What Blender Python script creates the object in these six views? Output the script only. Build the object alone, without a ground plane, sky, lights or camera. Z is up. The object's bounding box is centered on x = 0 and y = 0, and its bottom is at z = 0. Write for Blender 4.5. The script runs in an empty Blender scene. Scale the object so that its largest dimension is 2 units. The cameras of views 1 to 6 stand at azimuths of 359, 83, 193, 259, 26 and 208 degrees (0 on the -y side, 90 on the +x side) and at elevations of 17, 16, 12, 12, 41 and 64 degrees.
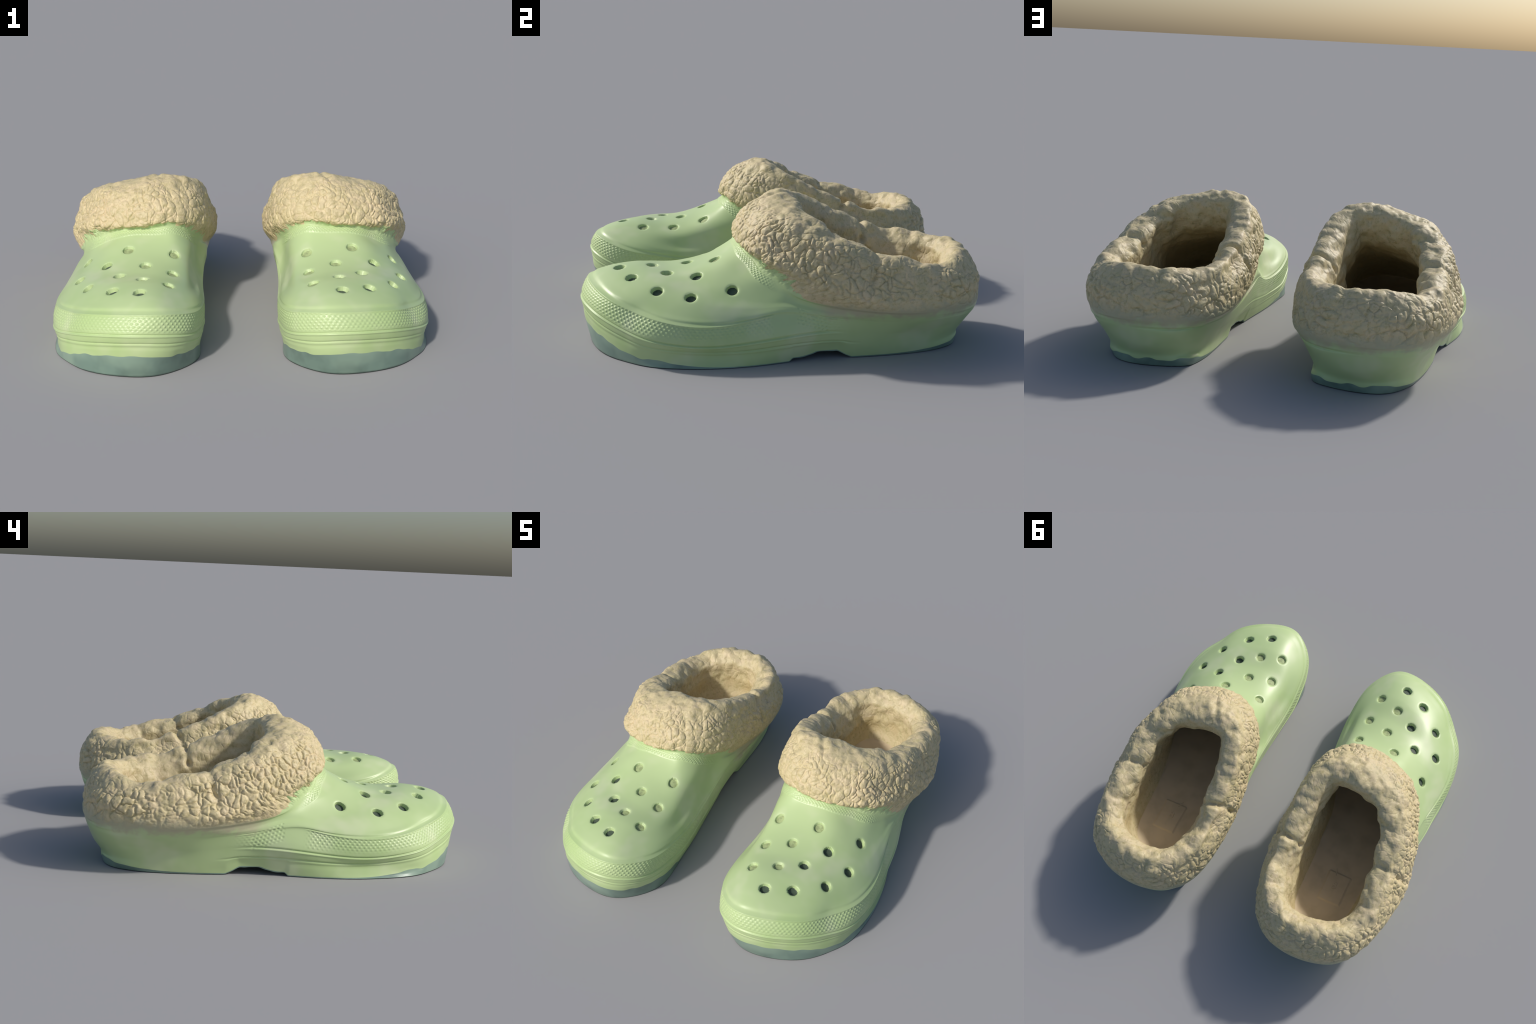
"""A pair of fleece-lined foam clogs, one the mirror image of the other.

Each clog is one continuous skin lofted through closed rings that run round the
shoe: sole edge, midsole, textured strip, vamp, rolled fleece collar, lining,
insole.  Relief (fleece curls, vent holes, grooves, dots) is displaced into the
skin, which is then divided into named parts that share their borders.
"""
import bpy
import numpy as np
import math

N_AROUND = 1080            # columns round the shoe
STATIONS = 24              # control points per ring: heel, outer side, toe, inner side

# ------------------------------------------------------------------ rings --
RINGS, ROWS = [], []


def ring(name, rows_to_next, *pts):
    """One closed control ring; 24 points from heel centre by the outer side to the toe and back."""
    RINGS.append((name, np.array(pts, float)))
    ROWS.append(rows_to_next)


ring("sole_edge", 12,
     (.5, .89, 0), (.649, .865, 0), (.729, .771, 0), (.776, .64, 0), (.812, .42, 0), (.835, .17, 0),
     (.872, -.02, 0), (.915, -.2, 0), (.932, -.42, 0), (.904, -.635, 0), (.832, -.765, 0), (.7, -.893, 0),
     (.48, -.957, 0), (.326, -.907, 0), (.215, -.77, 0), (.204, -.6, 0), (.217, -.42, 0), (.239, -.22, 0),
     (.264, -.03, 0), (.272, .16, 0), (.268, .4, 0), (.271, .64, 0), (.29, .772, 0), (.338, .844, 0))
ring("outsole_top", 8,
     (.5, .898, .036), (.653, .873, .036), (.74, .778, .03), (.779, .64, .012), (.813, .42, .006), (.835, .171, .005),
     (.873, -.02, .005), (.915, -.2, .005), (.926, -.42, .007), (.892, -.633, .028), (.832, -.772, .052), (.7, -.904, .085),
     (.48, -.986, .112), (.318, -.939, .092), (.217, -.784, .067), (.203, -.6, .036), (.215, -.421, .01), (.237, -.22, .006),
     (.262, -.03, .005), (.271, .161, .005), (.267, .4, .006), (.27, .64, .012), (.287, .782, .028), (.332, .855, .037))
ring("sole_pinch", 26,
     (.5, .901, .055), (.654, .869, .059), (.737, .779, .059), (.788, .64, .052), (.826, .42, .055), (.851, .18, .07),
     (.887, -.02, .073), (.911, -.2, .062), (.912, -.418, .059), (.897, -.634, .075), (.831, -.771, .1), (.696, -.912, .137),
     (.475, -.992, .161), (.315, -.95, .143), (.216, -.81, .112), (.191, -.609, .074), (.2, -.429, .06), (.221, -.22, .061),
     (.234, -.03, .069), (.249, .17, .07), (.254, .4, .056), (.27, .639, .052), (.297, .767, .055), (.343, .849, .059))
ring("strip_bottom", 40,
     (.5, .943, .116), (.665, .902, .12), (.76, .796, .119), (.815, .62, .12), (.846, .42, .125), (.865, .2, .15),
     (.905, -.02, .143), (.919, -.2, .12), (.935, -.42, .109), (.907, -.637, .128), (.83, -.771, .155), (.689, -.919, .2),
     (.47, -1, .222), (.315, -.957, .204), (.223, -.838, .166), (.187, -.619, .124), (.189, -.44, .11), (.208, -.22, .114),
     (.214, -.03, .135), (.218, .17, .137), (.223, .4, .121), (.241, .64, .122), (.275, .79, .124), (.348, .889, .122))
ring("strip_top", 20,
     (.5, .977, .201), (.69, .944, .2), (.802, .832, .198), (.872, .63, .2), (.879, .42, .201), (.872, .2, .218),
     (.872, -.03, .244), (.894, -.2, .218), (.916, -.42, .199), (.876, -.615, .217), (.794, -.741, .239), (.685, -.872, .276),
     (.452, -.962, .301), (.306, -.918, .288), (.217, -.787, .251), (.189, -.62, .224), (.188, -.44, .2), (.2, -.2, .211),
     (.191, -.01, .269), (.187, .171, .242), (.191, .4, .203), (.197, .64, .202), (.234, .807, .205), (.326, .932, .202))
ring("vamp_edge", 40,
     (.502, .978, .21), (.692, .947, .207), (.805, .834, .206), (.877, .632, .208), (.886, .421, .21), (.875, .2, .228),
     (.873, -.022, .255), (.887, -.182, .238), (.891, -.383, .234), (.852, -.56, .248), (.778, -.678, .279), (.673, -.795, .311),
     (.452, -.88, .344), (.313, -.843, .318), (.226, -.718, .28), (.2, -.561, .246), (.203, -.396, .225), (.211, -.177, .236),
     (.188, 0, .279), (.193, .174, .253), (.189, .405, .215), (.193, .643, .21), (.231, .81, .212), (.328, .927, .212))
ring("vamp_low", 44,
     (.501, .983, .22), (.694, .95, .218), (.81, .837, .217), (.885, .635, .22), (.896, .423, .224), (.877, .2, .237),
     (.863, -.008, .272), (.864, -.152, .267), (.857, -.322, .273), (.813, -.469, .297), (.742, -.567, .324), (.644, -.662, .351),
     (.451, -.732, .371), (.33, -.703, .349), (.258, -.598, .311), (.233, -.463, .267), (.227, -.322, .26), (.218, -.139, .263),
     (.184, .016, .296), (.187, .182, .268), (.181, .413, .23), (.19, .646, .22), (.227, .816, .222), (.323, .937, .221))
ring("vamp_middle", 44,
     (.501, .985, .231), (.697, .953, .23), (.817, .842, .228), (.892, .638, .233), (.908, .426, .24), (.876, .201, .253),
     (.848, .01, .29), (.84, -.117, .295), (.816, -.252, .307), (.768, -.365, .333), (.701, -.44, .354), (.61, -.509, .368),
     (.451, -.559, .37), (.353, -.538, .358), (.278, -.459, .337), (.253, -.35, .314), (.239, -.236, .294), (.224, -.096, .3),
     (.187, .034, .315), (.18, .187, .278), (.178, .423, .246), (.182, .65, .234), (.22, .822, .232), (.321, .941, .233))
ring("vamp_high", 36,
     (.5, .989, .241), (.698, .953, .24), (.821, .84, .24), (.898, .64, .245), (.917, .428, .254), (.88, .201, .271),
     (.847, .024, .311), (.811, -.079, .342), (.771, -.175, .369), (.72, -.255, .389), (.656, -.306, .417), (.572, -.345, .425),
     (.451, -.367, .413), (.375, -.359, .407), (.311, -.313, .409), (.262, -.232, .392), (.243, -.143, .361), (.227, -.047, .355),
     (.193, .051, .337), (.186, .194, .294), (.168, .429, .257), (.172, .652, .243), (.214, .825, .242), (.319, .944, .243))
ring("collar_seam", 16,
     (.5, .993, .251), (.698, .957, .249), (.823, .842, .25), (.903, .641, .254), (.928, .43, .265), (.893, .2, .285),
     (.857, .031, .321), (.802, -.066, .382), (.746, -.134, .416), (.683, -.168, .452), (.621, -.204, .478), (.543, -.222, .495),
     (.448, -.228, .498), (.389, -.227, .505), (.332, -.207, .502), (.274, -.154, .462), (.246, -.089, .427), (.226, -.021, .392),
     (.203, .07, .342), (.188, .2, .306), (.16, .433, .264), (.164, .654, .251), (.209, .827, .248), (.32, .948, .254))
ring("collar_bulge", 32,
     (.5, .995, .289), (.702, .956, .29), (.838, .845, .291), (.916, .647, .299), (.952, .439, .318), (.944, .271, .35),
     (.914, .136, .399), (.873, .022, .433), (.831, -.077, .472), (.773, -.15, .496), (.697, -.198, .513), (.596, -.236, .517),
     (.498, -.259, .528), (.399, -.253, .54), (.305, -.211, .53), (.232, -.141, .506), (.189, -.056, .472), (.164, .055, .43),
     (.149, .175, .386), (.13, .31, .344), (.132, .46, .31), (.152, .661, .293), (.207, .831, .286), (.318, .955, .288))
ring("collar_side", 28,
     (.5, .984, .371), (.698, .951, .369), (.83, .853, .373), (.898, .681, .377), (.907, .477, .407), (.91, .332, .437),
     (.894, .194, .486), (.857, .08, .521), (.808, -.008, .55), (.758, -.092, .587), (.69, -.151, .61), (.594, -.193, .623),
     (.49, -.215, .638), (.39, -.2, .643), (.312, -.171, .633), (.239, -.103, .61), (.198, -.014, .575), (.168, .089, .53),
     (.151, .202, .48), (.137, .34, .441), (.135, .48, .405), (.167, .67, .385), (.229, .82, .37), (.328, .939, .367))
ring("collar_shoulder", 28,
     (.49, .939, .454), (.672, .909, .436), (.786, .823, .429), (.862, .684, .442), (.88, .513, .473), (.878, .385, .493),
     (.872, .263, .544), (.85, .154, .58), (.809, .065, .609), (.756, -.015, .649), (.682, -.07, .681), (.58, -.109, .684),
     (.475, -.129, .71), (.392, -.124, .699), (.32, -.097, .683), (.258, -.035, .667), (.209, .05, .642), (.181, .143, .602),
     (.17, .241, .555), (.174, .37, .506), (.19, .501, .464), (.2, .665, .443), (.247, .799, .44), (.335, .906, .452))
ring("collar_crest", 30,
     (.48, .875, .489), (.617, .861, .475), (.74, .79, .463), (.794, .673, .466), (.808, .535, .498), (.816, .433, .52),
     (.822, .333, .565), (.803, .235, .589), (.786, .155, .626), (.742, .075, .668), (.666, .03, .7), (.56, 0, .712),
     (.46, -.02, .738), (.39, -.024, .733), (.321, .004, .723), (.264, .053, .707), (.227, .123, .677), (.205, .204, .643),
     (.197, .305, .596), (.203, .406, .541), (.209, .517, .5), (.215, .658, .48), (.26, .774, .472), (.352, .853, .487))
ring("collar_lip", 40,
     (.477, .795, .44), (.598, .788, .43), (.684, .734, .42), (.732, .647, .42), (.738, .54, .445), (.73, .44, .465),
     (.717, .345, .51), (.712, .26, .55), (.69, .195, .59), (.655, .13, .629), (.592, .095, .658), (.515, .084, .675),
     (.454, .072, .692), (.402, .07, .692), (.354, .081, .677), (.325, .125, .649), (.311, .195, .611), (.307, .271, .577),
     (.306, .352, .538), (.302, .444, .499), (.298, .53, .455), (.302, .645, .441), (.345, .728, .44), (.406, .781, .44))
ring("lining_high", 26,
     (.486, .792, .34), (.601, .773, .33), (.682, .719, .33), (.723, .62, .33), (.735, .51, .34), (.733, .4, .36),
     (.728, .291, .4), (.73, .191, .43), (.695, .13, .46), (.65, .07, .49), (.581, .049, .51), (.51, .029, .53),
     (.454, .019, .54), (.406, .018, .54), (.366, .035, .53), (.35, .099, .5), (.335, .145, .46), (.325, .206, .43),
     (.335, .296, .4), (.335, .395, .37), (.334, .514, .35), (.355, .62, .34), (.37, .714, .34), (.42, .773, .34))
ring("lining_low", 30,
     (.491, .792, .25), (.6, .767, .245), (.679, .71, .24), (.722, .609, .235), (.734, .478, .23), (.737, .352, .23),
     (.752, .185, .24), (.753, .027, .255), (.775, -.15, .28), (.744, -.3, .29), (.68, -.39, .3), (.582, -.48, .31),
     (.468, -.52, .31), (.376, -.5, .31), (.314, -.43, .3), (.285, -.32, .28), (.277, -.2, .27), (.28, -.05, .27),
     (.336, .1, .25), (.344, .265, .24), (.348, .429, .24), (.352, .608, .245), (.373, .705, .25), (.421, .773, .25))
ring("insole_edge", 0,
     (.492, .766, .184), (.59, .741, .181), (.661, .684, .177), (.694, .585, .166), (.706, .448, .16), (.716, .307, .156),
     (.749, .115, .153), (.8, -.08, .143), (.815, -.3, .138), (.8, -.5, .138), (.74, -.64, .143), (.63, -.77, .153),
     (.48, -.84, .158), (.36, -.81, .158), (.29, -.7, .148), (.265, -.55, .143), (.265, -.4, .138), (.28, -.2, .143),
     (.343, .038, .153), (.356, .221, .16), (.369, .41, .166), (.372, .593, .175), (.389, .683, .184), (.426, .747, .184))

NAMES = [n for n, _ in RINGS]
START = dict(zip(NAMES, np.concatenate([[0], np.cumsum(ROWS[:-1])]).astype(int)))
BOTTOM_RINGS, INSOLE_RINGS = 16, 30

# vent holes: centre on the vamp and depth (the shallow inner rows are a scan fault kept in the shape)
VENT_HOLES = [((.468, -.811, .366), .021), ((.601, -.752, .349), .021), ((.732, -.629, .316), .021),
              ((.341, -.698, .356), .014), ((.469, -.647, .370), .014), ((.585, -.578, .362), .022),
              ((.795, -.471, .304), .021), ((.331, -.523, .358), .013), ((.469, -.478, .384), .014),
              ((.660, -.440, .360), .021), ((.781, -.276, .334), .021), ((.335, -.350, .397), .014),
              ((.563, -.341, .415), .014)]
HOLE_RADIUS = .0265

# folds pressed into the fleece roll: a line across the roll, half width, depth
FOLDS = [([(.33, .44, .45), (.22, .445, .54), (.15, .42, .48), (.13, .40, .40)], .016, .032),
         ([(.70, .37, .46), (.80, .40, .53), (.90, .39, .46), (.945, .37, .38)], .017, .018),
         ([(.72, .60, .42), (.80, .62, .46), (.88, .62, .40)], .020, .012),
         ([(.41, .07, .66), (.42, .01, .74), (.47, -.09, .73)], .022, .013),
         ([(.66, .17, .60), (.75, .20, .60), (.86, .22, .52)], .020, .011),
         ([(.29, .22, .60), (.22, .20, .63), (.17, .20, .56)], .018, .008),
         ([(.30, .70, .45), (.22, .73, .48), (.17, .76, .40)], .022, .009)]
LOBES = [((.245, .50, .52), .055, .014), ((.71, .29, .53), .060, .012), ((.715, .48, .46), .060, .012),
         ((.26, .34, .55), .060, .008), ((.62, .80, .44), .07, .007), ((.36, .80, .46), .06, .007)]


# ------------------------------------------------------------ small maths --
def smooth(a, b, x):
    t = np.clip((x - a) / (b - a), 0, 1)
    return t * t * (3 - 2 * t)


def hashed(ix, iy, iz, k):
    h = (ix.astype(np.uint32) * np.uint32(73856093)) ^ (iy.astype(np.uint32) * np.uint32(19349663)) \
        ^ (iz.astype(np.uint32) * np.uint32(83492791)) ^ np.uint32(k * 2654435 + 977)
    h ^= h >> np.uint32(13)
    h *= np.uint32(1274126177)
    h ^= h >> np.uint32(16)
    h *= np.uint32(2246822519)
    h ^= h >> np.uint32(15)
    return (h & np.uint32(0xffffff)).astype(np.float64) / 0xffffff


def noise(p, size, k=0):
    """Smooth value noise in -1..1."""
    q = p / size + 1000
    i = np.floor(q).astype(np.int64)
    f = q - i
    f = f * f * f * (f * (f * 6 - 15) + 10)
    out = 0
    for dx in (0, 1):
        for dy in (0, 1):
            for dz in (0, 1):
                w = (f[:, 0] if dx else 1 - f[:, 0]) * (f[:, 1] if dy else 1 - f[:, 1]) * (f[:, 2] if dz else 1 - f[:, 2])
                out = out + w * hashed(i[:, 0] + dx, i[:, 1] + dy, i[:, 2] + dz, k)
    return out * 2 - 1


def cells(p, size, k=0):
    """Worley noise: distances to the nearest and second nearest curl centre, in cell units."""
    q = p / size + 1000
    i = np.floor(q).astype(np.int64)
    f1 = np.full(len(p), 9.0)
    f2 = np.full(len(p), 9.0)
    for dx in (-1, 0, 1):
        for dy in (-1, 0, 1):
            for dz in (-1, 0, 1):
                c = i + (dx, dy, dz)
                px = c[:, 0] + hashed(c[:, 0], c[:, 1], c[:, 2], k) - q[:, 0]
                py = c[:, 1] + hashed(c[:, 0], c[:, 1], c[:, 2], k + 1) - q[:, 1]
                pz = c[:, 2] + hashed(c[:, 0], c[:, 1], c[:, 2], k + 2) - q[:, 2]
                d = np.sqrt(px * px + py * py + pz * pz)
                f2 = np.minimum(f2, np.maximum(f1, d))
                f1 = np.minimum(f1, d)
    return f1, f2


def line_distance(p, line):
    line = np.array(line)
    best = np.full(len(p), 9.0)
    for a, b in zip(line[:-1], line[1:]):
        e = b - a
        t = np.clip((p - a) @ e / (e @ e), 0, 1)
        best = np.minimum(best, np.linalg.norm(p - a - t[:, None] * e, axis=1))
    return best


def closed_spline(pts, n):
    """Smooth closed cubic through the control points, sampled n times."""
    m = len(pts)
    a = np.zeros((m, m))
    for j in range(m):
        a[j, (j - 1) % m], a[j, j], a[j, (j + 1) % m] = 1, 4, 1
    slope = np.linalg.solve(a, 3 * (np.roll(pts, -1, 0) - np.roll(pts, 1, 0)))
    u = np.arange(n) * m / n
    j = u.astype(int)
    t = (u - j)[:, None]
    k = (j + 1) % m
    return ((1 + 2 * t) * (1 - t) ** 2 * pts[j] + t * (1 - t) ** 2 * slope[j]
            + t * t * (3 - 2 * t) * pts[k] + t * t * (t - 1) * slope[k])


def loft(rings, rows):
    """Centripetal Catmull-Rom through the rings, column by column."""
    r = [2 * rings[0] - rings[1]] + rings + [2 * rings[-1] - rings[-2]]
    out = []
    for i, n in enumerate(rows):
        p0, p1, p2, p3 = r[i:i + 4]
        t0 = 0
        t1 = t0 + np.maximum(np.linalg.norm(p1 - p0, axis=1), 1e-4)[:, None] ** .5
        t2 = t1 + np.maximum(np.linalg.norm(p2 - p1, axis=1), 1e-4)[:, None] ** .5
        t3 = t2 + np.maximum(np.linalg.norm(p3 - p2, axis=1), 1e-4)[:, None] ** .5
        for s in range(n):
            t = t1 + (t2 - t1) * s / n
            a1 = (t1 - t) / (t1 - t0) * p0 + (t - t0) / (t1 - t0) * p1
            a2 = (t2 - t) / (t2 - t1) * p1 + (t - t1) / (t2 - t1) * p2
            a3 = (t3 - t) / (t3 - t2) * p2 + (t - t2) / (t3 - t2) * p3
            b1 = (t2 - t) / (t2 - t0) * a1 + (t - t0) / (t2 - t0) * a2
            b2 = (t3 - t) / (t3 - t1) * a2 + (t - t1) / (t3 - t1) * a3
            out.append((t2 - t) / (t2 - t1) * b1 + (t - t1) / (t2 - t1) * b2)
    out.append(rings[-1])
    return np.array(out)


def grid_normals(g):
    du = np.roll(g, -1, 1) - np.roll(g, 1, 1)
    dv = np.gradient(g, axis=0)
    n = np.cross(du, dv)
    n /= np.maximum(np.linalg.norm(n, axis=2, keepdims=True), 1e-9)
    return n


# ------------------------------------------------------------- the skin ----
def build_skin():
    curves = [closed_spline(p, N_AROUND) for _, p in RINGS]
    wall = loft(curves, ROWS[:-1])                       # rows x columns x 3
    station = np.arange(N_AROUND) * STATIONS / N_AROUND

    # insole and underside: rings shrinking to a middle line
    def shrink(edge, count, rise):
        mid = np.stack([np.full(N_AROUND, .5) + .03 * np.sin(edge[:, 1] * 2), edge[:, 1] * .82, edge[:, 2]], 1)
        rows = []
        for s in range(1, count + 1):
            f = s / count * .97
            q = edge + (mid - edge) * f
            level = edge[:, 2].mean() + .5 * (edge[:, 2].max() - edge[:, 2].min()) * np.tanh(2 * q[:, 1])
            q[:, 2] = edge[:, 2] + (level - edge[:, 2]) * min(1, 1.3 * f) + rise(q[:, 1]) * math.sin(min(1, f * 1.5) * math.pi / 2)
            rows.append(q)
        return np.array(rows)

    insole = shrink(curves[-1], INSOLE_RINGS, lambda y: -.018 - .028 * smooth(0, .5, y))
    under = shrink(curves[0], BOTTOM_RINGS, lambda y: .012 + 0 * y)[::-1]
    g = np.concatenate([under, wall, insole])
    off = BOTTOM_RINGS
    rows, cols = g.shape[:2]
    row = {n: START[n] + off for n in NAMES}
    nrm = grid_normals(g)
    if nrm[row["collar_bulge"], 0, 1] < 0:
        nrm = -nrm
    p = g.reshape(-1, 3)
    d = np.zeros(rows * cols)
    R = np.repeat(np.arange(rows), cols).astype(float)
    ST = np.tile(station, rows)

    # --- fleece: rolls, curls and creases on collar and lining
    a, b = row["collar_seam"], row["insole_edge"]
    sel = slice(a * cols, (b + 1) * cols)
    q = p[sel]
    rr = R[sel]
    heel = 1 - smooth(3.5, 5.5, ST[sel]) * (1 - smooth(18.5, 20.5, ST[sel]))
    full = (smooth(a - 1, a + 9, rr) * (1 - heel) + smooth(a - 2, a + 26, rr) * heel) * (1 - smooth(row["lining_high"], row["lining_low"], rr) * .8)
    top = smooth(row["collar_side"] + 8, row["collar_crest"] - 6, rr) * (1 - smooth(row["lining_high"], row["lining_low"], rr) * .6)
    coarse = smooth(3.0, 5.0, ST[sel]) * (1 - smooth(8.5, 11, ST[sel]))        # the outer side curls most
    warp = np.stack([noise(q, .06, 11), noise(q, .06, 12), noise(q, .06, 13)], 1) * .020 \
        + np.stack([noise(q, .02, 14), noise(q, .02, 15), noise(q, .02, 16)], 1) * .006
    back = 1 - smooth(2.5, 4.0, ST[sel]) * (1 - smooth(20, 21.5, ST[sel]))     # larger curls round the heel
    f1, f2 = cells((q + warp) * (1, 1, .85), .037, 21)
    h1, h2 = cells((q + warp * 1.3) * (1, 1, .9), .048, 24)
    f1, f2 = f1 + (h1 - f1) * back, f2 + (h2 - f2) * back
    e1, e2 = cells(q + warp * .6, .019, 31)
    patchy = .45 + .55 * smooth(-.5, .5, noise(q, .09, 17))
    crease = -(1 - smooth(-.02, .24, f2 - f1)) * patchy
    fine = -(1 - smooth(-.02, .26, e2 - e1)) * (1.45 - patchy)
    curls = crease * (.0058 + .002 * coarse + .003 * back) + fine * (.0016 + .001 * coarse) + (.45 - f1) * (.0065 + .003 * coarse + .003 * back) + (.45 - e1) * .0012
    rolls = noise(q, .17, 41) * .009 + noise(q, .075, 42) * .007
    lumps = noise(q, .050, 43) * .0065 + noise(q, .026, 44) * .0022
    dd = full * (curls * (1 - .78 * top) + rolls * (.40 + .75 * top) + lumps * (.55 + .8 * top) - .002)
    for line, width, depth in FOLDS:
        dd -= depth * np.exp(-(line_distance(q, line) / width) ** 2) * full
    for centre, size, lift in LOBES:
        dd += lift * np.exp(-((q - centre) ** 2).sum(1) / size ** 2) * full
    d[sel] += dd

    # --- midsole: ridge under the strip, thin grooves, worn uneven surface
    front = smooth(4.6, 5.4, ST) * (1 - smooth(18.6, 19.6, ST))
    a, b = row["outsole_top"], row["strip_bottom"]
    t = (R - a) / (b - a)
    flank = smooth(4.5, 4.9, ST) * (1 - smooth(8.2, 9.2, ST))
    inner = 1 - .65 * smooth(15.8, 17.2, ST)
    front = front * inner
    d -= (.004 + .003 * flank) * np.exp(-((t - 1.0) / .045) ** 2) * front
    d += .0035 * np.exp(-((t - .90) / .05) ** 2) * front
    d -= (.0035 + .0025 * flank) * np.exp(-((t - .45) / .05) ** 2) * smooth(4.2, 4.7, ST) * (1 - smooth(15.8, 17.5, ST))
    d -= .002 * np.exp(-((t - .22) / .04) ** 2) * front
    d += .002 * noise(p, .11, 61) * smooth(-.2, .2, t) * (1 - smooth(1, 1.3, t))
    # --- textured strip: staggered rows of small studs, a bead along its top
    a, b = row["strip_bottom"], row["strip_top"]
    t = (R - a) / (b - a)
    mid = g[(a + b) // 2]
    arc = np.concatenate([[0], np.cumsum(np.linalg.norm(np.diff(mid, axis=0), axis=1))])
    U = np.tile(arc, rows)
    height = np.tile(np.linalg.norm(g[b] - g[a], axis=1), rows)
    v = t * height / .0125
    j = np.round(v)
    u = U / .0235 + .5 * (j % 2)
    stud = np.exp(-(((u - np.round(u)) * .0235) ** 2 + ((v - j) * .0125) ** 2) / .0042 ** 2)
    zone = smooth(.10, .2, t) * (1 - smooth(.93, .97, t)) * front
    side = smooth(6.2, 7.2, ST) * (1 - smooth(9.0, 9.8, ST)) + smooth(15.2, 16, ST) * (1 - smooth(17.5, 18.5, ST))
    worn = 1 - side * (1 - smooth(.22, .5, t)) * .9
    rear = smooth(5.0, 5.3, ST) * (1 - smooth(6.2, 6.6, ST))
    d += .0042 * stud * zone * worn * (1 - rear)
    d += .0042 * np.exp(-((t - .985) / .045) ** 2) * front * (1 - rear)
    d -= .0030 * np.exp(-((t - 1.14) / .07) ** 2) * front * (1 - rear)
    # --- dimples behind the vamp on the outer side
    along = p[:, 1] * .95 - (p[:, 2] - .2) * .32
    up = (p[:, 2] - .2) * .95 + p[:, 1] * .32 - .03
    j = np.round(up / .0155)
    u = along / .021 + .5 * (j % 2)
    dimple = np.exp(-(((u - np.round(u)) * .021) ** 2 + (up - j * .0155) ** 2) / .0042 ** 2)
    patch = smooth(.02, .035, p[:, 1]) * (1 - smooth(.175, .20, p[:, 1])) * smooth(-.035, -.025, up) * (1 - smooth(.040, .05, up)) \
        * (p[:, 0] > .7) * (R > row["sole_pinch"]) * (R < row["collar_seam"])
    d -= .0045 * dimple * patch
    # --- studded band along the throat of the vamp
    a, b = row["vamp_high"], row["collar_seam"]
    t = (R - a) / (b - a)
    band = smooth(6.8, 8.2, ST) * (1 - smooth(16, 17.3, ST))
    mid = g[b - 8]
    arc = np.concatenate([[0], np.cumsum(np.linalg.norm(np.diff(mid, axis=0), axis=1))])
    U = np.tile(arc, rows)
    height = np.tile(np.linalg.norm(g[b] - g[a], axis=1), rows)
    v = t * height / .0105
    j = np.round(v)
    u = U / .017 + .5 * (j % 2)
    stud = np.exp(-(((u - np.round(u)) * .017) ** 2 + ((v - j) * .0105) ** 2) / .0034 ** 2)
    below = (t - 1) * height
    inband = smooth(-.052, -.046, below) * (1 - smooth(-.008, 0, below)) * band
    d += (.003 + .0028 * stud) * inband

    # --- vent holes
    a, b = row["strip_top"], row["collar_seam"]
    hole_id = np.full(rows * cols, -1)
    vs = slice(a * cols, (b + 1) * cols)
    flat_n = nrm.reshape(-1, 3)
    moved = p + flat_n * d[:, None]
    for h, (c, depth) in enumerate(VENT_HOLES):
        c = np.array(c)
        near = np.argmin(((p[vs] - c) ** 2).sum(1)) + vs.start
        n = flat_n[near]
        w = p[vs] - p[near]
        r = np.sqrt(np.maximum((w ** 2).sum(1) - (w @ n) ** 2, 0))
        inside = (np.abs(w @ n) < .06)
        radial = w - np.outer(w @ n, n)
        # gather the vertices near the wall on two clean circles, floor and rim
        target = np.where(r < HOLE_RADIUS, np.maximum(r, HOLE_RADIUS - .0018) * (r > HOLE_RADIUS - .0048) + r * (r <= HOLE_RADIUS - .0048),
                          np.where(r < HOLE_RADIUS + .0035, HOLE_RADIUS + .0012, r))
        grow = inside * (target / np.maximum(r, 1e-6) - 1)
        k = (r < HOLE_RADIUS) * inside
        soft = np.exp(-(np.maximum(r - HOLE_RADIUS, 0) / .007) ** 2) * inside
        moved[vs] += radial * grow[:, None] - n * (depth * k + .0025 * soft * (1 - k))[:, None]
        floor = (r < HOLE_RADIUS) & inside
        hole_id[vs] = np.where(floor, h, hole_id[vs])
    # --- raised heel stamp on the insole
    i0 = row["insole_edge"] + 1
    x, y = moved[:, 0], moved[:, 1]
    stamp = smooth(.480, .488, x) * (1 - smooth(.615, .623, x)) * smooth(.388, .396, y) * (1 - smooth(.575, .583, y))
    moved[:, 2] += np.where(R >= i0, .006 * stamp + .003 * noise(p, .09, 71), 0)
    # --- the pale sole layer ends in an uneven line
    border = noise(p * (1, 1, 0), .055, 91) * .008 + noise(p * (1, 1, 0), .15, 92) * .005
    moved[:, 2] += border * np.exp(-((R - row["outsole_top"]) / 4) ** 2) * smooth(.012, .032, moved[:, 2])
    # --- arch: the sole lifts off the ground with a sharp step behind the ball
    y = moved[:, 1] + .012 * noise(p, .05, 82)
    lift = .016 * smooth(-.012, .012, y) + .022 * smooth(.03, .15, y) - .038 * smooth(.23, .31, y)
    moved[:, 2] += lift * (1 - smooth(.02, .11, moved[:, 2])) * (R < row["strip_bottom"])
    # --- worn, slightly ragged lower edge
    low = np.exp(-((R - row["sole_edge"]) / 3) ** 2)
    moved[:, 2] += low * .002 * noise(p, .03, 81) * (moved[:, 2] > .004)
    moved[:, 2] = np.maximum(moved[:, 2], 0)
    return moved, rows, cols, row, station, hole_id


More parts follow.
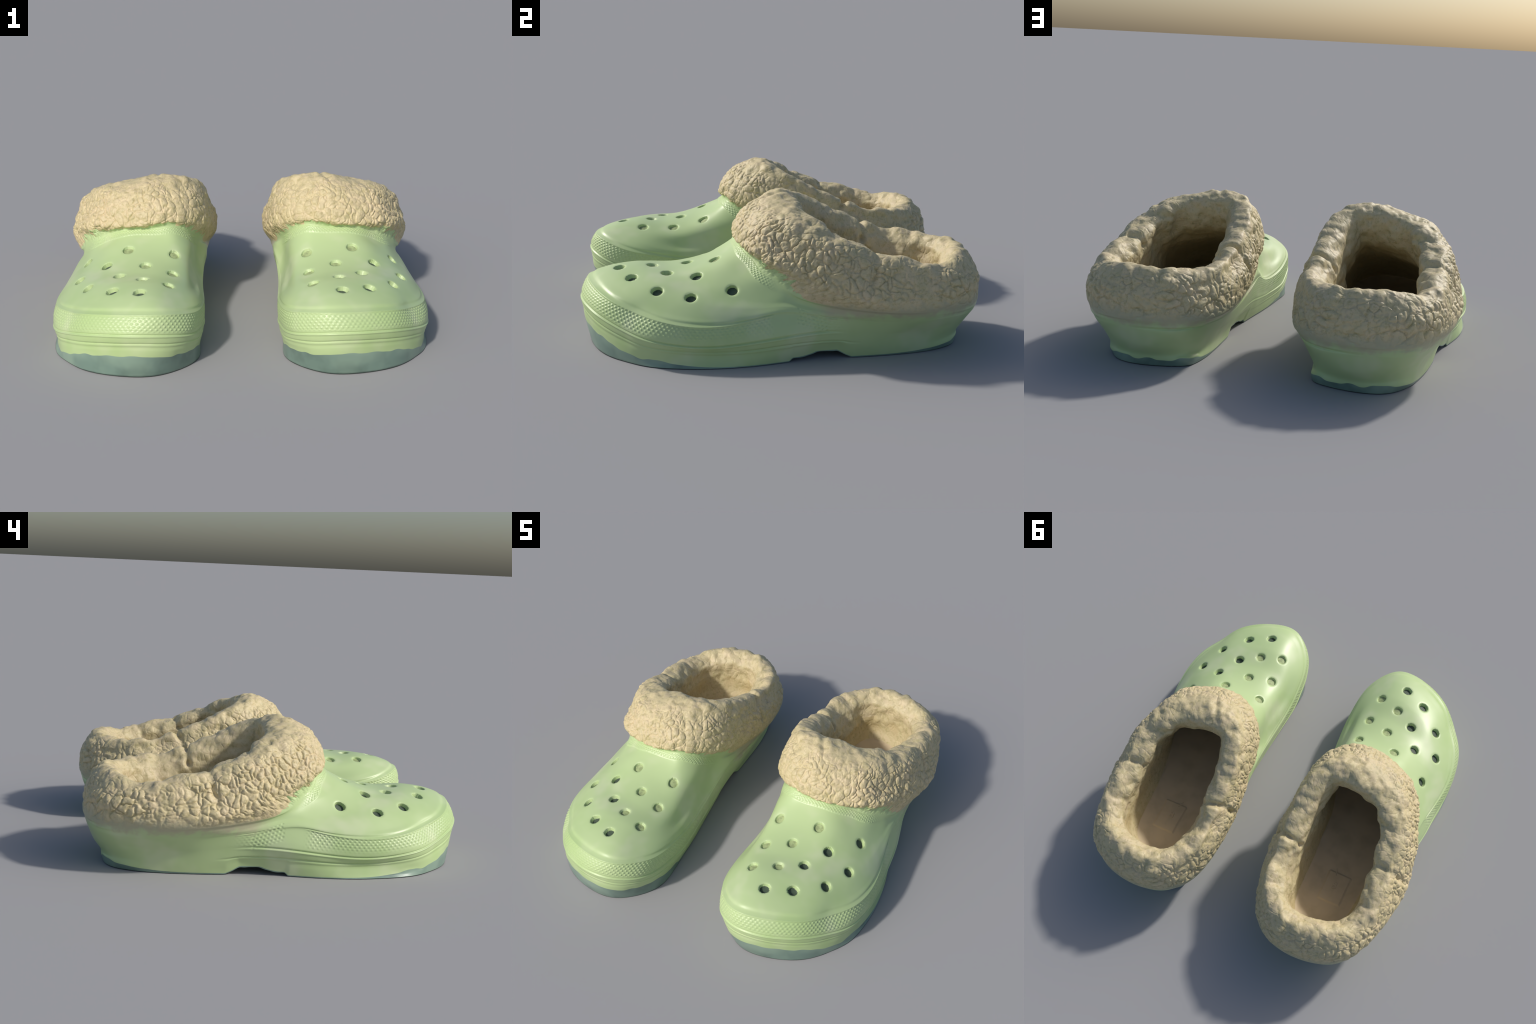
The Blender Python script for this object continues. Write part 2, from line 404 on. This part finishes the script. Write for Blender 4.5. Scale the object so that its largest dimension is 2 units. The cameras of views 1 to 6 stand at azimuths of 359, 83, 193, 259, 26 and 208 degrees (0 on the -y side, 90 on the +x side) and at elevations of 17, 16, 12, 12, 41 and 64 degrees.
def vertex_normals(v, quads):
    n = np.zeros_like(v)
    fn = np.cross(v[quads[:, 2]] - v[quads[:, 0]], v[quads[:, 3]] - v[quads[:, 1]])
    for k in range(4):
        for c in range(3):
            n[:, c] += np.bincount(quads[:, k], fn[:, c], len(v))
    return n / np.maximum(np.linalg.norm(n, axis=1, keepdims=True), 1e-12)


# ------------------------------------------------------------- materials ---
class Nodes:
    def __init__(self, name):
        self.mat = bpy.data.materials.new(name)
        self.mat.use_nodes = True
        self.t = self.mat.node_tree
        self.t.nodes.clear()
        self.out = self.new("ShaderNodeOutputMaterial")
        self.bsdf = self.new("ShaderNodeBsdfPrincipled")
        self.link(self.bsdf.outputs[0], self.out.inputs[0])
        # Object coordinates, mirrored so that both clogs of the pair match
        co = self.new("ShaderNodeTexCoord")
        info = self.new("ShaderNodeObjectInfo")
        place = self.new("ShaderNodeSeparateXYZ")
        self.link(info.outputs["Location"], place.inputs[0])
        sign = self.math("SIGN", place.outputs[0])
        sep = self.new("ShaderNodeSeparateXYZ")
        self.link(co.outputs["Object"], sep.inputs[0])
        self.x = self.math("MULTIPLY", sep.outputs[0], sign)
        self.y, self.z = sep.outputs[1], sep.outputs[2]
        comb = self.new("ShaderNodeCombineXYZ")
        for s, i in zip((self.x, self.y, self.z), comb.inputs):
            self.link(s, i)
        self.co = comb.outputs[0]

    def new(self, kind):
        return self.t.nodes.new(kind)

    def link(self, a, b):
        self.t.links.new(a, b)

    def put(self, socket, value):
        if hasattr(value, "is_output"):
            self.link(value, socket)
        else:
            socket.default_value = value

    def math(self, op, a, b=0.0, c=0.0, clamp=False):
        n = self.new("ShaderNodeMath")
        n.operation = op
        n.use_clamp = clamp
        for s, v in zip(n.inputs, (a, b, c)):
            self.put(s, v)
        return n.outputs[0]

    def noise(self, scale, detail=3.0, rough=.55):
        n = self.new("ShaderNodeTexNoise")
        self.link(self.co, n.inputs["Vector"])
        n.inputs["Scale"].default_value = scale
        n.inputs["Detail"].default_value = detail
        n.inputs["Roughness"].default_value = rough
        return n.outputs["Fac"]

    def step(self, v, a, b):
        n = self.new("ShaderNodeMapRange")
        n.interpolation_type = "SMOOTHSTEP"
        for s, val in zip(n.inputs, (v, a, b, 0.0, 1.0)):
            self.put(s, val)
        return n.outputs[0]

    def mix(self, fac, a, b):
        n = self.new("ShaderNodeMix")
        n.data_type = "RGBA"
        self.put(n.inputs[0], fac)
        for s, v in ((n.inputs[6], a), (n.inputs[7], b)):
            self.put(s, v if hasattr(v, "is_output") else (*v, 1))
        return n.outputs[2]

    def bump(self, height, strength, distance):
        n = self.new("ShaderNodeBump")
        n.inputs["Strength"].default_value = strength
        n.inputs["Distance"].default_value = distance
        self.link(height, n.inputs["Height"])
        self.link(n.outputs[0], self.bsdf.inputs["Normal"])

    def finish(self, color, rough, spec=.5):
        self.put(self.bsdf.inputs["Base Color"], color)
        self.bsdf.inputs["Roughness"].default_value = rough
        self.bsdf.inputs["Specular IOR Level"].default_value = spec
        return self.mat


GREEN, GREEN_PALE, GREEN_DEEP = (.49, .625, .31), (.57, .665, .39), (.445, .595, .265)
CREAM, CREAM_WARM, TAN = (.62, .525, .305), (.65, .535, .33), (.43, .365, .17)
TEAL, TEAL_DARK = (.18, .27, .225), (.14, .21, .175)
MATTED, OLIVE = (.46, .44, .29), (.47, .43, .22)


def foam_colour(n):
    c = n.mix(n.step(n.noise(5.0, 2), .48, .72), GREEN, GREEN_PALE)
    return n.mix(n.step(n.noise(3.1, 3), .52, .75), c, GREEN_DEEP)


def fleece_colour(n):
    c = n.mix(n.step(n.noise(14, 4), .40, .68), CREAM, CREAM_WARM)
    c = n.mix(n.math("MULTIPLY", n.step(n.noise(20, 4, .6), .50, .72), .45), c, OLIVE)
    return n.mix(n.math("MULTIPLY", n.step(n.noise(46, 5, .7), .48, .68), .75), c, TAN)


def heel_blend(n, low, high):
    """Fleece fibres thin out over the foam at the back: foam, matted fibres, then fleece."""
    h = n.math("ADD", n.z, n.math("MULTIPLY", n.math("SUBTRACT", n.noise(20, 4), .5), .10))
    c = n.mix(n.step(h, .205, .262), low, MATTED)
    return n.mix(n.step(h, .255, .315), c, high)


def foam_material():
    n = Nodes("green_foam")
    plain = foam_colour(n)
    n.bump(n.noise(90, 2), .08, .002)
    return n.finish(n.mix(n.step(n.y, .06, .22), plain, heel_blend(n, plain, MATTED)), .38)


def fleece_material():
    n = Nodes("cream_fleece")
    n.bump(n.noise(140, 3), .25, .003)
    return n.finish(heel_blend(n, foam_colour(n), fleece_colour(n)), .55)


def lining_material():
    n = Nodes("cream_lining")
    n.bump(n.noise(120, 3), .25, .003)
    return n.finish(n.mix(n.math("MULTIPLY", n.step(n.noise(7, 4), .35, .65), .6), fleece_colour(n), (.52, .41, .20)), .6)


def insole_material():
    n = Nodes("tan_insole")
    c = n.mix(n.step(n.noise(9, 4), .4, .7), (.60, .48, .31), (.51, .41, .255))
    n.bump(n.noise(160, 2), .15, .002)
    return n.finish(c, .65)


def sole_material():
    n = Nodes("teal_outsole")
    c = n.mix(n.step(n.noise(7, 3), .42, .66), TEAL, TEAL_DARK)
    return n.finish(n.mix(n.step(n.noise(3.3, 3), .45, .70), c, (.27, .38, .30)), .3)


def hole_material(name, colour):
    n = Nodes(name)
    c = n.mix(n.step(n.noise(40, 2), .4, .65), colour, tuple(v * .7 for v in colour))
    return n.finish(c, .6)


# ----------------------------------------------------------------- build ---
def add_mesh(name, verts, quads, tris, normals, material, parent, side):
    used = np.unique(np.concatenate([quads.ravel(), tris.ravel()]))
    remap = np.full(len(verts), -1)
    remap[used] = np.arange(len(used))
    q, t = remap[quads], remap[tris]
    v, n = verts[used].copy(), normals[used].copy()
    if side < 0:
        v[:, 0] *= -1
        n[:, 0] *= -1
        q, t = q[:, ::-1], t[:, ::-1]
    v = v - np.array(parent_origin(side))
    m = bpy.data.meshes.new(name)
    loops = np.concatenate([q.ravel(), t.ravel()]).astype(np.int32)
    starts = np.concatenate([np.arange(len(q)) * 4, len(q) * 4 + np.arange(len(t)) * 3]).astype(np.int32)
    m.vertices.add(len(v))
    m.vertices.foreach_set("co", v.astype(np.float32).ravel())
    m.loops.add(len(loops))
    m.loops.foreach_set("vertex_index", loops)
    m.polygons.add(len(starts))
    m.polygons.foreach_set("loop_start", starts)
    m.update(calc_edges=True)
    m.polygons.foreach_set("use_smooth", np.ones(len(starts), bool))
    m.normals_split_custom_set_from_vertices(n.astype(np.float32))
    m.materials.append(material)
    o = bpy.data.objects.new(name, m)
    bpy.context.scene.collection.objects.link(o)
    o.parent = parent
    return o


def add_size_mark(insole, material, side):
    """Faint moulded numeral on the heel stamp, read from behind."""
    inv = insole.data
    curve = bpy.data.curves.new("size_mark", "FONT")
    curve.body = "8"
    curve.size = .062
    curve.extrude = .0022
    curve.bevel_depth = .0008
    curve.align_x = curve.align_y = "CENTER"
    tmp = bpy.data.objects.new("size_mark", curve)
    bpy.context.scene.collection.objects.link(tmp)
    mesh = bpy.data.meshes.new_from_object(tmp.evaluated_get(bpy.context.evaluated_depsgraph_get()))
    bpy.data.objects.remove(tmp)
    bpy.data.curves.remove(curve)
    co = np.zeros(len(inv.vertices) * 3, np.float32)
    inv.vertices.foreach_get("co", co)
    co = co.reshape(-1, 3)
    x, y = side * (.545 - .53), .475
    near = ((co[:, 0] - x) ** 2 + (co[:, 1] - y) ** 2) < .02 ** 2
    z = float(co[near, 2].mean())
    for v in mesh.vertices:
        v.co = (x - v.co.x, y - v.co.y, z + .0005 + v.co.z)
    mesh.name = "size_mark"
    mesh.materials.clear()
    mesh.materials.append(material)
    o = bpy.data.objects.new("size_mark", mesh)
    bpy.context.scene.collection.objects.link(o)
    o.parent = insole


def parent_origin(side):
    return (side * .53, 0, 0)


def main():
    verts, rows, cols, row, station, hole_id = build_skin()
    i, j = np.meshgrid(np.arange(rows - 1), np.arange(cols), indexing="ij")
    i, j = i.ravel(), j.ravel()
    k = (j + 1) % cols
    quads = np.stack([i * cols + j, i * cols + k, (i + 1) * cols + k, (i + 1) * cols + j], 1)
    # close the middle of underside and insole across the last ring
    def cap(r, flip):
        h = cols // 2
        a = np.arange(1, h - 0)
        f = []
        base = r * cols
        s = np.arange(0, h)
        qd = np.stack([base + s, base + (s + 1), base + (cols - 1 - s) % cols, base + (cols - s) % cols], 1)
        tr = np.stack([qd[0, 1:2], qd[0, 2:3], qd[0, 0:1]], 1).reshape(-1, 3)
        tr2 = qd[-1, [3, 0, 1]].reshape(1, 3)
        qd = qd[1:-1]
        tr = np.concatenate([tr, tr2])
        return (qd[:, ::-1], tr[:, ::-1]) if flip else (qd, tr)
    # orientation: the collar bulge must face outwards
    test = quads[row["collar_bulge"] * cols]
    fn = np.cross(verts[test[2]] - verts[test[0]], verts[test[3]] - verts[test[1]])
    if fn[1] < 0:
        quads = quads[:, ::-1]
    qb, tb = cap(0, False)
    fb = np.cross(verts[qb[50, 2]] - verts[qb[50, 0]], verts[qb[50, 3]] - verts[qb[50, 1]])
    if fb[2] > 0:
        qb, tb = qb[:, ::-1], tb[:, ::-1]
    qi, ti = cap(rows - 1, False)
    fi = np.cross(verts[qi[50, 2]] - verts[qi[50, 0]], verts[qi[50, 3]] - verts[qi[50, 1]])
    if fi[2] < 0:
        qi, ti = qi[:, ::-1], ti[:, ::-1]
    normals = vertex_normals(verts, np.concatenate([quads, qb, qi]))

    st = station[j]
    on_strip = (i >= row["strip_bottom"]) & (i < row["strip_top"]) & (st > 5.0) & (st < 19.0)
    q_hole = hole_id[i * cols + j]
    same = np.all(hole_id[quads] == q_hole[:, None], axis=1)
    q_hole = np.where(same, q_hole, -1)
    none = np.zeros((0, 3), int)
    edge = row["outsole_top"]
    rim = verts[row["collar_seam"] * cols + j]
    tuft = (7 + 4.5 * noise(rim, .022, 93) + 3 * noise(rim, .009, 94)) * smooth(5.5, 7, st) * (1 - smooth(17, 18.5, st))
    seam = row["collar_seam"] + np.round(tuft).astype(int)
    masks = {
        "outsole": i < edge,
        "midsole": (i >= edge) & (i < row["strip_top"]) & ~on_strip,
        "textured_strip": on_strip,
        "upper": (i >= row["strip_top"]) & (i < seam) & (q_hole < 0),
        "fleece_collar": (i >= seam) & (i < row["lining_high"]),
        "fleece_lining": (i >= row["lining_high"]) & (i < row["insole_edge"]),
        "insole": i >= row["insole_edge"],
    }
    foam, fleece, lining = foam_material(), fleece_material(), lining_material()
    mats = {"outsole": sole_material(), "midsole": foam, "textured_strip": foam, "upper": foam,
            "fleece_collar": fleece, "fleece_lining": lining, "insole": insole_material()}
    deep = hole_material("vent_shade", (.07, .10, .07))  # near-black floor colour paints in the shade of an open through hole
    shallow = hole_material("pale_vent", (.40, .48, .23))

    for side in (1, -1):
        clog = bpy.data.objects.new("fleece_lined_clog", None)
        clog.location = parent_origin(side)
        clog["label"] = "mint green foam clog with holes and cream fleece collar"
        clog["category"] = "clog shoe"
        bpy.context.scene.collection.objects.link(clog)
        parts = {}
        for name, m in masks.items():
            tri, extra = none, np.zeros((0, 4), int)
            if name == "outsole":
                extra, tri = qb, tb
            if name == "insole":
                extra, tri = qi, ti
            parts[name] = add_mesh(name, verts, np.concatenate([quads[m], extra]), tri, normals, mats[name], clog, side)
        add_size_mark(parts["insole"], mats["insole"], side)
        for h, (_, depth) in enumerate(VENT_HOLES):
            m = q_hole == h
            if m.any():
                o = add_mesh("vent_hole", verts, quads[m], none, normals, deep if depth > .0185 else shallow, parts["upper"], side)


main()
